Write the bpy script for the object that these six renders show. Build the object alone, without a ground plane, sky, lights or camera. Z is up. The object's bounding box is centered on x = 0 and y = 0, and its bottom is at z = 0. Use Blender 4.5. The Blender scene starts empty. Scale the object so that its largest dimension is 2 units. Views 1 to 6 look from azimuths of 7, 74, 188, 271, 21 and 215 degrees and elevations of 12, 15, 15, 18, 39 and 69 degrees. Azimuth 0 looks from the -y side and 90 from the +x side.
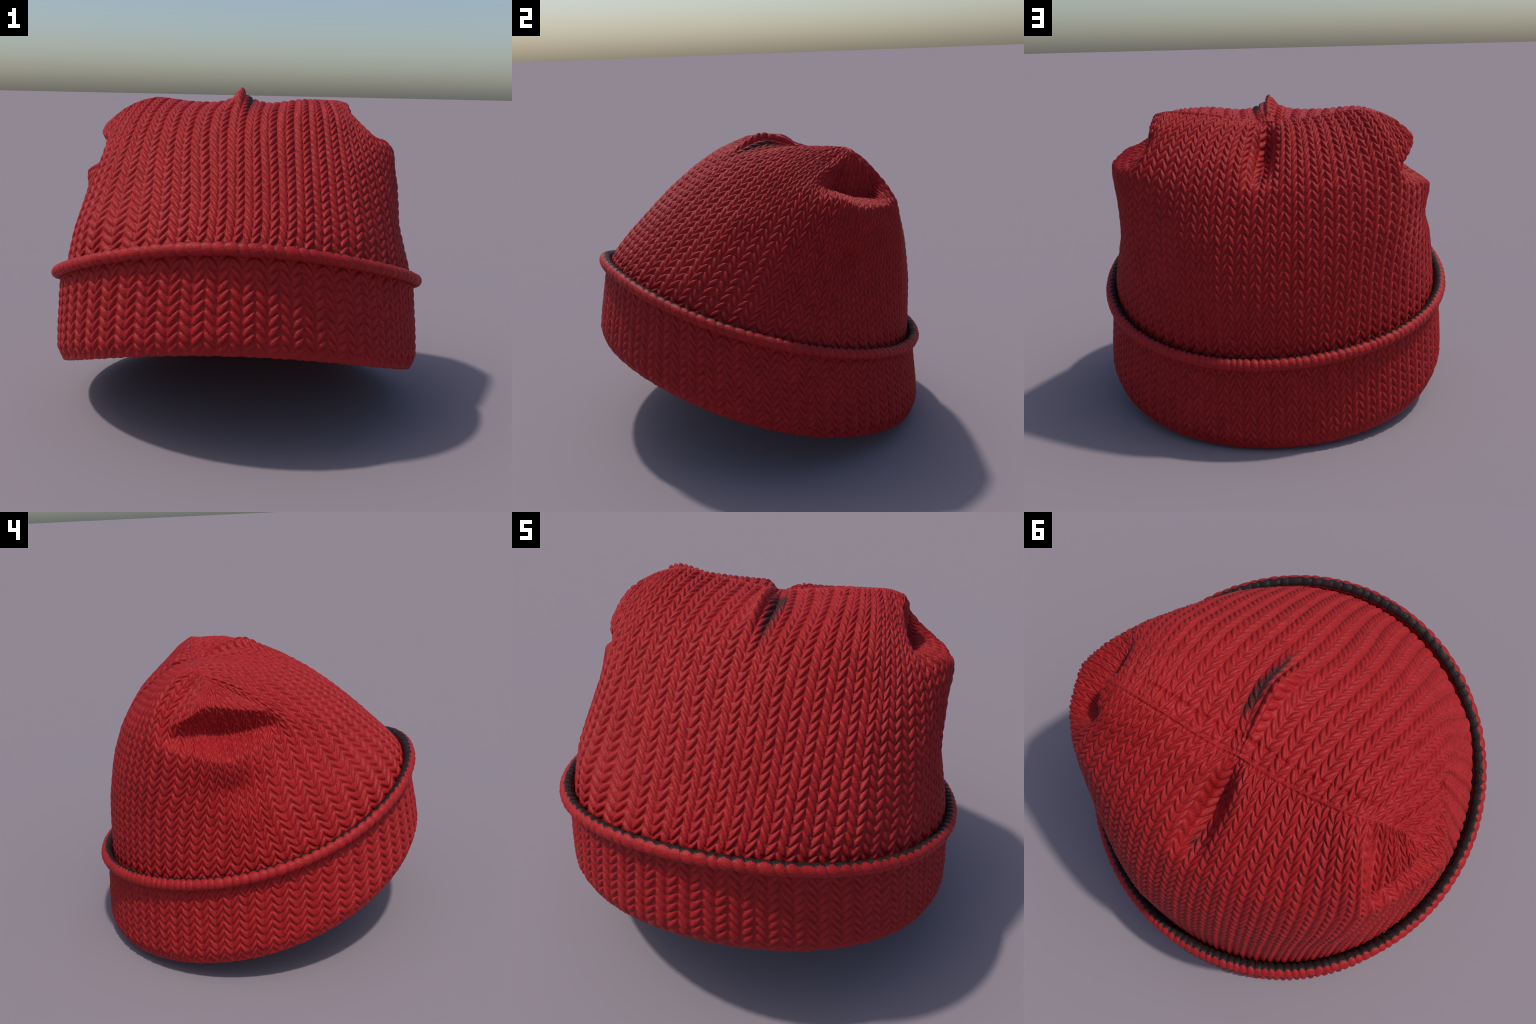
# Red knitted beanie with a turned-up cuff and a rolled edge.
# The crown is a knitted tube lofted from the base ring up to a flat seam; the stitches are real relief.
import bpy, math
import numpy as np

rng = np.random.default_rng(7)
TAU = 2 * math.pi

# ------------------------------------------------------------------ sizes
COLUMNS = 70            # stitch columns round the hat
ROW = 0.047             # height of a stitch row
STEPS_PER_COLUMN = 24   # mesh steps across one stitch column
RELIEF = 0.0130         # yarn relief


def harmonics(c, th):
    out = c[0] + 0 * th
    for k in range(1, (len(c) + 1) // 2):
        out = out + c[2 * k - 1] * np.cos(k * th) + c[2 * k] * np.sin(k * th)
    return out


# rolled edge and cuff bottom: gently warped, tilted rings (radius / height as harmonics of azimuth)
ROLL_R = [0.9490, -0.0050, 0.0040, 0.0175, -0.0004, 0.0040, -0.0041]
ROLL_Z = [0.7110, 0.0215, -0.2700, -0.0349, -0.0159, 0.0042, 0.0062]
HEM_R = [0.9600, 0.0070, -0.0190, 0.0060, -0.0030]
HEM_Z = [0.2370, 0.0244, -0.2638, -0.0440, -0.0132, -0.0009, 0.0056]
ROLL_TUBE = 0.031

# top seam: pinched line from side to side, low at the gathered middle
SEAM = [(-0.70, 0.200, 1.580), (-0.62, 0.235, 1.622), (-0.50, 0.285, 1.646), (-0.35, 0.310, 1.622),
        (-0.20, 0.325, 1.605), (-0.03, 0.330, 1.592), (0.13, 0.355, 1.610), (0.27, 0.368, 1.635),
        (0.40, 0.380, 1.648), (0.50, 0.386, 1.652), (0.556, 0.386, 1.640)]

# spokes of the crown: azimuth at the base, x where the spoke leaves the seam, then the points it
# runs through on the way down (base ring is computed)
SPOKES = [
    # +x side: overhanging corner, tucked-in pocket, lip, shallow dent
    (14, 0.556, [(0.575, 0.388, 1.610), (0.610, 0.335, 1.405), (0.725, 0.330, 1.418), (0.828, 0.331, 1.381), (0.835, 0.300, 1.200), (0.838, 0.250, 1.000)]),
    (32, 0.535, [(0.572, 0.465, 1.550), (0.578, 0.465, 1.390), (0.660, 0.480, 1.388), (0.748, 0.497, 1.365), (0.758, 0.480, 1.190), (0.768, 0.450, 0.990)]),
    (48, 0.480, [(0.500, 0.478, 1.586), (0.555, 0.548, 1.490), (0.595, 0.585, 1.425), (0.628, 0.612, 1.365), (0.650, 0.630, 1.180), (0.650, 0.640, 0.940)]),
    # back
    (66, 0.290, [(0.310, 0.462, 1.592), (0.335, 0.552, 1.520), (0.350, 0.642, 1.430), (0.362, 0.714, 1.320), (0.367, 0.787, 1.100), (0.362, 0.822, 0.840)]),
    (80, 0.090, [(0.120, 0.450, 1.580), (0.140, 0.545, 1.518), (0.150, 0.655, 1.430), (0.155, 0.740, 1.310), (0.160, 0.840, 1.070), (0.160, 0.895, 0.800)]),
    (92, -0.03, [(-0.035, 0.445, 1.585), (-0.040, 0.545, 1.520), (-0.040, 0.655, 1.420), (-0.040, 0.740, 1.300), (-0.035, 0.835, 1.060), (-0.030, 0.890, 0.800)]),
    (105, -0.16, [(-0.190, 0.425, 1.578), (-0.210, 0.525, 1.512), (-0.225, 0.630, 1.420), (-0.235, 0.716, 1.303), (-0.243, 0.803, 1.070), (-0.242, 0.852, 0.800)]),
    (122, -0.38, [(-0.420, 0.398, 1.580), (-0.450, 0.488, 1.518), (-0.480, 0.572, 1.425), (-0.505, 0.640, 1.305), (-0.510, 0.706, 1.080), (-0.498, 0.748, 0.830)]),
    (138, -0.56, [(-0.615, 0.365, 1.595), (-0.675, 0.445, 1.495), (-0.712, 0.485, 1.390), (-0.730, 0.505, 1.290), (-0.720, 0.553, 1.090), (-0.690, 0.590, 0.880)]),
    # -x side: the same fold, flatter
    (145, -0.62, [(-0.725, 0.400, 1.395), (-0.728, 0.400, 1.360), (-0.728, 0.400, 1.325), (-0.782, 0.410, 1.270), (-0.778, 0.450, 1.090), (-0.760, 0.500, 0.910)]),
    (152, -0.66, [(-0.768, 0.325, 1.425), (-0.738, 0.312, 1.390), (-0.722, 0.295, 1.335), (-0.826, 0.300, 1.255), (-0.825, 0.335, 1.090), (-0.815, 0.390, 0.940)]),
    (172, -0.70, [(-0.790, 0.210, 1.490), (-0.740, 0.185, 1.410), (-0.700, 0.165, 1.330), (-0.885, 0.120, 1.232), (-0.872, 0.110, 1.080), (-0.895, 0.105, 0.940)]),
    (192, -0.67, [(-0.755, -0.010, 1.458), (-0.718, -0.030, 1.410), (-0.690, -0.045, 1.350), (-0.785, -0.055, 1.275), (-0.832, -0.075, 1.120), (-0.878, -0.105, 0.960)]),
    (200, -0.65, [(-0.714, -0.080, 1.450), (-0.695, -0.108, 1.410), (-0.680, -0.120, 1.362), (-0.730, -0.142, 1.292), (-0.795, -0.188, 1.125), (-0.838, -0.235, 0.970)]),
    (208, -0.62, [(-0.675, 0.040, 1.558), (-0.690, -0.090, 1.463), (-0.690, -0.178, 1.383), (-0.700, -0.230, 1.308), (-0.752, -0.305, 1.130), (-0.795, -0.366, 0.980)]),
    # front slope
    (225, -0.50, [(-0.510, 0.100, 1.642), (-0.530, -0.110, 1.560), (-0.545, -0.275, 1.450), (-0.565, -0.410, 1.318), (-0.600, -0.522, 1.160), (-0.632, -0.595, 1.050)]),
    (245, -0.28, [(-0.280, 0.080, 1.630), (-0.290, -0.130, 1.592), (-0.300, -0.310, 1.495), (-0.315, -0.480, 1.365), (-0.335, -0.625, 1.220), (-0.350, -0.730, 1.110)]),
    (260, -0.10, [(-0.085, 0.060, 1.640), (-0.100, -0.150, 1.600), (-0.115, -0.345, 1.497), (-0.128, -0.520, 1.365), (-0.140, -0.675, 1.228), (-0.150, -0.785, 1.120)]),
    # gathered tip and the pleat beside it
    (264, -0.05, [(-0.032, 0.045, 1.668), (-0.048, -0.148, 1.606), (-0.058, -0.342, 1.496), (-0.068, -0.520, 1.363), (-0.078, -0.678, 1.227), (-0.086, -0.795, 1.120)]),
    (267, -0.03, [(0.000, 0.033, 1.712), (-0.010, -0.150, 1.610), (-0.018, -0.340, 1.494), (-0.026, -0.520, 1.361), (-0.033, -0.680, 1.226), (-0.040, -0.800, 1.120)]),
    (270, -0.02, [(0.030, 0.045, 1.672), (0.028, -0.145, 1.602), (0.022, -0.340, 1.494), (0.015, -0.522, 1.363), (0.008, -0.680, 1.227), (0.003, -0.798, 1.120)]),
    (273, -0.01, [(0.062, 0.055, 1.652), (0.064, -0.130, 1.600), (0.061, -0.335, 1.498), (0.057, -0.520, 1.366), (0.053, -0.677, 1.228), (0.050, -0.795, 1.120)]),
    (281, 0.080, [(0.145, 0.070, 1.632), (0.150, -0.140, 1.600), (0.155, -0.335, 1.496), (0.165, -0.515, 1.360), (0.170, -0.668, 1.226), (0.175, -0.778, 1.118)]),
    (296, 0.280, [(0.320, 0.120, 1.652), (0.335, -0.100, 1.590), (0.350, -0.272, 1.475), (0.365, -0.445, 1.342), (0.380, -0.610, 1.203), (0.390, -0.720, 1.096)]),
    (316, 0.430, [(0.490, 0.190, 1.645), (0.542, -0.010, 1.562), (0.570, -0.145, 1.448), (0.598, -0.290, 1.328), (0.625, -0.440, 1.170), (0.650, -0.560, 1.030)]),
    (338, 0.510, [(0.570, 0.290, 1.595), (0.635, 0.168, 1.535), (0.690, 0.080, 1.488), (0.728, 0.020, 1.415), (0.787, -0.102, 1.220), (0.832, -0.210, 1.010)]),
    (357, 0.545, [(0.567, 0.345, 1.605), (0.605, 0.255, 1.430), (0.700, 0.225, 1.458), (0.785, 0.220, 1.435), (0.848, 0.130, 1.220), (0.868, 0.060, 1.000)]),
]


# ------------------------------------------------------------------ curve helpers
def hermite(t, P, q, periodic=None, roundness=1.0):
    """Curve through P at knots t, evaluated at q: Catmull-Rom, stiffened towards straight runs."""
    t = np.asarray(t, float)
    P = np.asarray(P, float)
    if periodic:
        t = np.concatenate([t[-2:] - periodic, t, t[:2] + periodic])
        P = np.concatenate([P[-2:], P, P[:2]])
    d = np.diff(t)
    s = np.diff(P, axis=0) / d[:, None]
    m = np.zeros_like(P)
    m[1:-1] = (s[:-1] * d[1:, None] + s[1:] * d[:-1, None]) / (d[1:] + d[:-1])[:, None]
    m[0], m[-1] = s[0], s[-1]
    i = np.clip(np.searchsorted(t, q, side='right') - 1, 0, len(t) - 2)
    h = d[i]
    x = ((q - t[i]) / h)[:, None]
    h = h[:, None]
    curved = ((1 + 2 * x) * (1 - x) ** 2 * P[i] + x * (1 - x) ** 2 * h * m[i]
              + x * x * (3 - 2 * x) * P[i + 1] + x * x * (x - 1) * h * m[i + 1])
    straight = P[i] * (1 - x) + P[i + 1] * x
    return roundness * curved + (1 - roundness) * straight


def crown_grid(n_theta, n_rows):
    """Crown surface, theta by rows; row 0 is the base under the rolled edge, the last is the seam."""
    th = np.arange(n_theta) / n_theta * TAU
    deg = np.degrees(th)
    order = sorted(SPOKES, key=lambda s: s[0])
    knots = np.array([s[0] for s in order], float)
    seam = np.array(SEAM)
    sx = hermite(knots, np.array([[s[1]] for s in order]), deg, 360.0, 0.6)[:, 0]
    sx = np.clip(sx, seam[0, 0], seam[-1, 0])
    levels = [np.column_stack([sx, hermite(seam[:, 0], seam[:, 1:], sx)])]
    for k in range(len(order[0][2])):
        levels.append(hermite(knots, np.array([s[2][k] for s in order]), deg, 360.0, 0.6))
    # base ring, inside the roll, then a hidden run down inside the cuff
    rr = harmonics(ROLL_R, th) - 0.044 + 0.018 * np.exp(-(((deg - 3.0 + 180) % 360 - 180) / 28.0) ** 2)
    zz = harmonics(ROLL_Z, th)
    for dz, dr in ((0.0, 0.0), (-0.10, -0.004)):
        levels.append(np.column_stack([(rr + dr) * np.cos(th), (rr + dr) * np.sin(th), zz + dz]))
    L = np.array(levels[::-1])                       # base first
    # back pleat: a tuck under the seam that fades out down the back
    mid = np.exp(-((deg - 92.0) / 4.2) ** 2)
    fade = [0, 0, 0.0, -0.005, 0.005, 0.095, 0.140, 0.085, 0.0]
    for k in range(len(L)):
        L[k] -= np.outer(mid * fade[k], [0.0, 0.75, 0.66])
    # every spoke: chord-length spline, resampled evenly
    seg = np.linalg.norm(np.diff(L, axis=0), axis=2)
    seg = np.maximum(seg, 1e-4) ** 0.75
    kn = np.concatenate([np.zeros((1, n_theta)), np.cumsum(seg, axis=0)])
    dense = 160
    G = np.zeros((n_rows, n_theta, 3))
    S = np.zeros((n_rows, n_theta))
    for j in range(n_theta):
        q = np.linspace(0, kn[-1, j], dense)
        c = hermite(kn[:, j], L[:, j], q, None, 0.6)
        s = np.concatenate([[0], np.cumsum(np.linalg.norm(np.diff(c, axis=0), axis=1))])
        e = np.linspace(0, s[-1], n_rows)
        for a in range(3):
            G[:, j, a] = np.interp(e, s, c[:, a])
        S[:, j] = e
    return th, G, S


def grid_normals(G):
    du = np.roll(G, -1, axis=1) - np.roll(G, 1, axis=1)
    dv = np.gradient(G, axis=0)
    n = np.cross(du, dv)
    return n / np.maximum(np.linalg.norm(n, axis=2, keepdims=True), 1e-9)


# ------------------------------------------------------------------ knitting
def column_coordinate(th):
    """Stitch columns are wide at the front of the hat and narrow at the back."""
    return COLUMNS * (th / TAU - 0.23 * (np.cos(th) - 1) / TAU)


def jitter(a, b, k):
    x = np.sin(a * 12.9898 + b * 78.233 + k * 37.719) * 43758.5453
    return x - np.floor(x)


def stitches(u, v):
    """Height 0..1 of stocking stitch: slanted yarn lobes, two leaning legs to a column."""
    leg = np.floor(u * 2).astype(int)
    row = np.floor(v).astype(int)
    best = np.zeros(np.broadcast(u, v).shape)
    ca, sa = 0.50, 0.866                      # lean of a leg
    for dl in (0,):
        l = leg + dl
        lw = np.mod(l, COLUMNS * 2)
        side = np.where(np.mod(l, 2) == 0, 1.0, -1.0)
        for dr in (-1, 0, 1):
            r = row + dr
            jx = jitter(lw, r, 1) - 0.5
            jy = jitter(lw, r, 2) - 0.5
            jh = jitter(lw, r, 3)
            X = (u * 2 - l - 0.5 + 0.06 * jx) * 0.040 * side
            Y = (v - r - 0.5 + 0.10 * jy) * 0.047
            a = (X * ca + Y * sa) / (0.0400 * (0.92 + 0.14 * jh))
            b = (-X * sa + Y * ca) / (0.0120 * (0.94 + 0.12 * jx))
            b = b + 0.18 * a * a                # slight bow
            h = 1 - a * a - b * b
            side_gap = np.maximum(1 - np.abs((u * 2 - l - 0.5) * 2) ** 3.5, 0) ** 0.5
            h = side_gap * np.maximum(h, 0) ** 0.5 * (0.90 + 0.04 * a + 0.14 * jh)
            best = np.maximum(best, h)
    return best


def add_mesh(name, V, F, mats, smooth=True, face_mats=None):
    me = bpy.data.meshes.new(name)
    V = np.ascontiguousarray(V.reshape(-1, 3), dtype=np.float32)
    F = np.ascontiguousarray(F, dtype=np.int32)
    me.vertices.add(len(V))
    me.vertices.foreach_set("co", V.ravel())
    me.loops.add(F.size)
    me.loops.foreach_set("vertex_index", F.ravel())
    me.polygons.add(len(F))
    me.polygons.foreach_set("loop_start", np.arange(0, F.size, F.shape[1], dtype=np.int32))
    if face_mats is not None:
        me.polygons.foreach_set("material_index", np.ascontiguousarray(face_mats, dtype=np.int32))
    me.update(calc_edges=True)
    me.validate()
    me.polygons.foreach_set("use_smooth", np.full(len(me.polygons), smooth))
    for m in mats:
        me.materials.append(m)
    ob = bpy.data.objects.new(name, me)
    bpy.context.scene.collection.objects.link(ob)
    return ob


def grid_faces(rows, cols, close_rows=False):
    i = np.arange(rows if close_rows else rows - 1)[:, None]
    j = np.arange(cols)[None, :]
    i2 = (i + 1) % rows
    j2 = (j + 1) % cols
    return np.stack([i * cols + j, i * cols + j2, i2 * cols + j2, i2 * cols + j], -1).reshape(-1, 4)


# ------------------------------------------------------------------ materials
def yarn_material(name, base, light, pleats=()):
    m = bpy.data.materials.new(name)
    m.use_nodes = True
    nt = m.node_tree
    N, Lk = nt.nodes, nt.links
    bsdf = N["Principled BSDF"]
    tc = N.new("ShaderNodeTexCoord")
    fibre = N.new("ShaderNodeTexNoise")
    fibre.inputs["Scale"].default_value = 55
    fibre.inputs["Detail"].default_value = 4
    cloud = N.new("ShaderNodeTexNoise")
    cloud.inputs["Scale"].default_value = 16
    cloud.inputs["Detail"].default_value = 2
    for n in (fibre, cloud):
        Lk.new(tc.outputs["Object"], n.inputs["Vector"])
    add = N.new("ShaderNodeMath")
    add.operation = 'ADD'
    Lk.new(fibre.outputs["Fac"], add.inputs[0])
    Lk.new(cloud.outputs["Fac"], add.inputs[1])
    ramp = N.new("ShaderNodeMapRange")
    ramp.inputs["From Min"].default_value = 0.7
    ramp.inputs["From Max"].default_value = 1.3
    Lk.new(add.outputs[0], ramp.inputs["Value"])
    mix = N.new("ShaderNodeMix")
    mix.data_type = 'RGBA'
    Lk.new(ramp.outputs["Result"], mix.inputs["Factor"])
    mix.inputs[6].default_value = (*base, 1)
    mix.inputs[7].default_value = (*light, 1)
    col = mix.outputs[2]
    fleck = N.new("ShaderNodeTexNoise")                # pale stray fibres
    fleck.inputs["Scale"].default_value = 38
    fleck.inputs["Detail"].default_value = 6
    fleck.inputs["Roughness"].default_value = 0.7
    Lk.new(tc.outputs["Object"], fleck.inputs["Vector"])
    fr = N.new("ShaderNodeMapRange")
    fr.inputs["From Min"].default_value = 0.60
    fr.inputs["From Max"].default_value = 0.72
    fr.inputs["To Max"].default_value = 0.55
    Lk.new(fleck.outputs["Fac"], fr.inputs["Value"])
    fm = N.new("ShaderNodeMix")
    fm.data_type = 'RGBA'
    Lk.new(fr.outputs["Result"], fm.inputs["Factor"])
    Lk.new(col, fm.inputs[6])
    fm.inputs[7].default_value = (light[0] * 1.2, light[1] * 2.6, light[2] * 2.6, 1)
    col = fm.outputs[2]
    # near-black colour along the pleats: narrow streaks with a noisy border
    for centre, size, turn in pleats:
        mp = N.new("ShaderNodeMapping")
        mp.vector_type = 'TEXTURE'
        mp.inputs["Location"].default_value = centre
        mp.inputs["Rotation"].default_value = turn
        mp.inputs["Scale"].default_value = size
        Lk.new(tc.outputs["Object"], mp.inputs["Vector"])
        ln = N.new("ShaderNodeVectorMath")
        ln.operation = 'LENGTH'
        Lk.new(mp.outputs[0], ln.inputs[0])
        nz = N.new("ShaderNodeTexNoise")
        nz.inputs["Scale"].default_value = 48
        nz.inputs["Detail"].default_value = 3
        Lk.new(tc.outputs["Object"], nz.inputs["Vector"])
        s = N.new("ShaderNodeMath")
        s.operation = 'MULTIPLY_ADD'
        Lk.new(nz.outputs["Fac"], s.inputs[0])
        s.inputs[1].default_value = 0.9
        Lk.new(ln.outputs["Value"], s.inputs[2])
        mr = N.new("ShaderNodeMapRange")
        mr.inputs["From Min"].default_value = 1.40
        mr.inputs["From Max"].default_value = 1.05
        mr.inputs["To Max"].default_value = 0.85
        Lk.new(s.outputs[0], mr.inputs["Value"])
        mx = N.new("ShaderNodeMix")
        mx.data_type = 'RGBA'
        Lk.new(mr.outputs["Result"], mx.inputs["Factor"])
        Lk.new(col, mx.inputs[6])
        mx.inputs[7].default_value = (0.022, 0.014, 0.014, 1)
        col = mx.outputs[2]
    Lk.new(col, bsdf.inputs["Base Color"])
    bsdf.inputs["Roughness"].default_value = 0.50
    bsdf.inputs["Specular IOR Level"].default_value = 0.20
    grain = N.new("ShaderNodeTexNoise")
    grain.inputs["Scale"].default_value = 100
    grain.inputs["Detail"].default_value = 3
    Lk.new(tc.outputs["Object"], grain.inputs["Vector"])
    bump = N.new("ShaderNodeBump")
    bump.inputs["Strength"].default_value = 0.45
    bump.inputs["Distance"].default_value = 0.007
    Lk.new(grain.outputs["Fac"], bump.inputs["Height"])
    Lk.new(bump.outputs["Normal"], bsdf.inputs["Normal"])
    return m


RED, RED_LIGHT = (0.300, 0.0105, 0.012), (0.405, 0.016, 0.018)
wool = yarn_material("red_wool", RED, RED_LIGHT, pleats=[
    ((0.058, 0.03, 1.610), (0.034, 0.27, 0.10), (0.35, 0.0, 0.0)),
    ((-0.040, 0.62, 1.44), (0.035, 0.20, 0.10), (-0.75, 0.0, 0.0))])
wool_plain = yarn_material("red_wool_cuff", RED, RED_LIGHT)
dark_strip_mat = yarn_material("roll_strip_dark", (0.014, 0.010, 0.010), (0.030, 0.016, 0.016))

# ------------------------------------------------------------------ crown
NT = COLUMNS * STEPS_PER_COLUMN
NR = 400
th, G, S = crown_grid(NT, NR)
u = column_coordinate(th)[None, :]
v = (S + 0.35 * ROW) / ROW
# the front columns run up straighter than the loft: they start further towards +x at the base
rise = np.clip((S - 0.10) / 0.95, 0, 1)
swing = 10.5 * np.exp(-((np.degrees(th) - 258.0) / 28.0) ** 2)[None, :] * (1 - rise * rise * (3 - 2 * rise))
u_crown = column_coordinate(th[None, :] - np.radians(swing))
nrm = grid_normals(G)
width = np.linalg.norm(np.roll(G, -1, axis=1) - np.roll(G, 1, axis=1), axis=2) / 2
legw = width * STEPS_PER_COLUMN / 2
# where the folds gather the columns, neighbouring stitches merge into full-sized ones
gather = np.clip(np.log2(0.024 / np.maximum(legw, 1e-4)), 0, 3)
h = stitches(u_crown, v) * np.clip(1.0 - gather, 0, 1)
for k in (1, 2, 3):
    share = np.clip(1 - np.abs(gather - k), 0, 1)
    if share.max() > 0:
        h = h + share * stitches(u_crown / 2 ** k, v)
amp = RELIEF * np.clip(legw * 2 ** gather / 0.030, 0.2, 1.0)
to_seam = S[-1:] - S
amp = amp * np.clip(to_seam / 0.02, 0, 1)
front = (np.sin(th) < 0)[None, :]
welt = np.exp(-((to_seam - 0.075) / 0.008) ** 2) * 0.013 * front      # stitched line beside the seam
inside = np.clip((0.56 - np.abs(G[..., 0] + 0.05)) / 0.10, 0, 1)
welt = welt * inside * (0.6 + 0.4 * np.cos(TAU * u * 2))
back_line = np.exp(-((to_seam - 0.012) / 0.006) ** 2) * 0.007 * inside
degs = np.degrees(th)[None, :]
cord = np.exp(-((degs - 267.0) / 0.9) ** 2) * np.clip(1 - np.abs(to_seam - 0.16) / 0.16, 0, 1) * 0.012
dimple = np.zeros_like(S)
for c, depth, size in (((0.84, 0.27, 1.09), 0.050, 0.085), ((-0.875, 0.06, 1.08), 0.016, 0.070)):
    d2 = ((G - np.array(c)) ** 2).sum(axis=2) / size ** 2
    dimple += depth * np.exp(-d2)
amp = amp * (1 - 0.7 * np.clip(cord / 0.008, 0, 1))
D = G + nrm * (h * amp - 0.55 * amp - welt - back_line + cord - dimple)[..., None]
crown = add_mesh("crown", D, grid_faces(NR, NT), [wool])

# ------------------------------------------------------------------ cuff
roll_r, roll_z = harmonics(ROLL_R, th), harmonics(ROLL_Z, th)
hem_r, hem_z = harmonics(HEM_R, th), harmonics(HEM_Z, th)
# profile: (share of the way up from hem to roll, radius offset from the hem ring, extra height)
CUFF = [(0.00, -0.050, 0.060), (0.00, -0.044, 0.020), (0.00, -0.030, 0.003), (0.00, -0.012, 0.000), (0.04, 0.000, 0.010),
        (0.14, 0.014, 0.0), (0.30, 0.016, 0.0), (0.60, 0.010, 0.0), (0.85, 0.004, 0.0), (1.0, 0.000, 0.0)]
ring = []
top_r = roll_r - 0.015
for f, dr, dz in CUFF:
    r = hem_r * (1 - f) + top_r * f + dr
    z = hem_z * (1 - f) + (roll_z - 0.005) * f + dz
    ring.append(np.column_stack([r * np.cos(th), r * np.sin(th), z]))
ring = np.array(ring)
seg = np.linalg.norm(np.diff(ring, axis=0), axis=2)
kn = np.concatenate([np.zeros((1, NT)), np.cumsum(seg, axis=0)])
NC = 150
C = np.zeros((NC, NT, 3))
SC = np.zeros((NC, NT))
for j in range(NT):
    e = np.linspace(0, kn[-1, j], NC)
    C[:, j] = hermite(kn[:, j], ring[:, j], e)
    SC[:, j] = e
hc = stitches(u + 0.5 + 0 * SC, SC / ROW)
hem_fade = np.clip((SC - 0.075) / 0.06, 0.25, 1.0)                  # the fold pulls the hem smooth
C = C + grid_normals(C) * ((hc - 0.55) * RELIEF * hem_fade)[..., None]
C[..., 2] = np.maximum(C[..., 2], 0.0)
cuff = add_mesh("cuff", C, grid_faces(NC, NT), [wool_plain])

# ------------------------------------------------------------------ rolled edge
NP = 40
psi = np.arange(NP)[:, None] / NP * TAU
uu = u * 2 + 0.12 * np.sin(th * 9)[None, :] + 0.10 * np.sin(th * 41 + 1)[None, :] + 0.14 * np.sin(psi - 0.6)
lobe = np.abs(np.cos(np.pi * uu))                                   # one rib per stitch leg
leg_id = np.floor(uu + 0.5)
rib = 0.0080 * (lobe ** 0.5 - 0.7) * (0.5 + 0.9 * jitter(np.mod(leg_id, COLUMNS * 2), 3, 5))
rad = ROLL_TUBE + rib
R = roll_r[None, :] + rad * np.cos(psi)
Z = roll_z[None, :] + rad * np.sin(psi)
T = np.stack([R * np.cos(th)[None, :], R * np.sin(th)[None, :], Z], -1)
# the ribs end in rounded tips on top of the roll; behind them the tube is coloured dark
edge = 1.25 + 0.40 * (lobe - 0.5) + 0.12 * (jitter(np.mod(leg_id, COLUMNS * 2), 1, 9) - 0.5)
dark = (psi > edge) & (psi < 2.75)
F = grid_faces(NP, NT, close_rows=True)
red_part = ~dark.reshape(-1)
rolled_edge = add_mesh("rolled_edge", T, F[red_part], [wool_plain])
strip = add_mesh("dark_edge_strip", T, F[~red_part], [dark_strip_mat])

# ------------------------------------------------------------------ lining (inside of the hat)
tl, GL, SL = crown_grid(140, 50)
centre = np.array([0.0, 0.05, 0.75])
inner = centre + (GL - centre) * 0.94
hr, hz = harmonics(HEM_R, tl) - 0.05, harmonics(HEM_Z, tl) + 0.05
low = np.stack([hr * np.cos(tl), hr * np.sin(tl), hz], -1)
rows = [low * (1 - f) + inner[0] * f for f in (0.0, 0.25, 0.5, 0.75)]
inner = np.concatenate([np.array(rows), inner])
lining = add_mesh("lining", inner, grid_faces(len(inner), 140), [wool_plain])

# ------------------------------------------------------------------ hierarchy
hat = bpy.data.objects.new("knitted_beanie", None)
bpy.context.scene.collection.objects.link(hat)
hat["label"] = "red chunky knitted beanie with folded cuff and rolled edge"
hat["category"] = "knit hat"
for ob in (crown, cuff, rolled_edge, strip, lining):
    ob.parent = hat
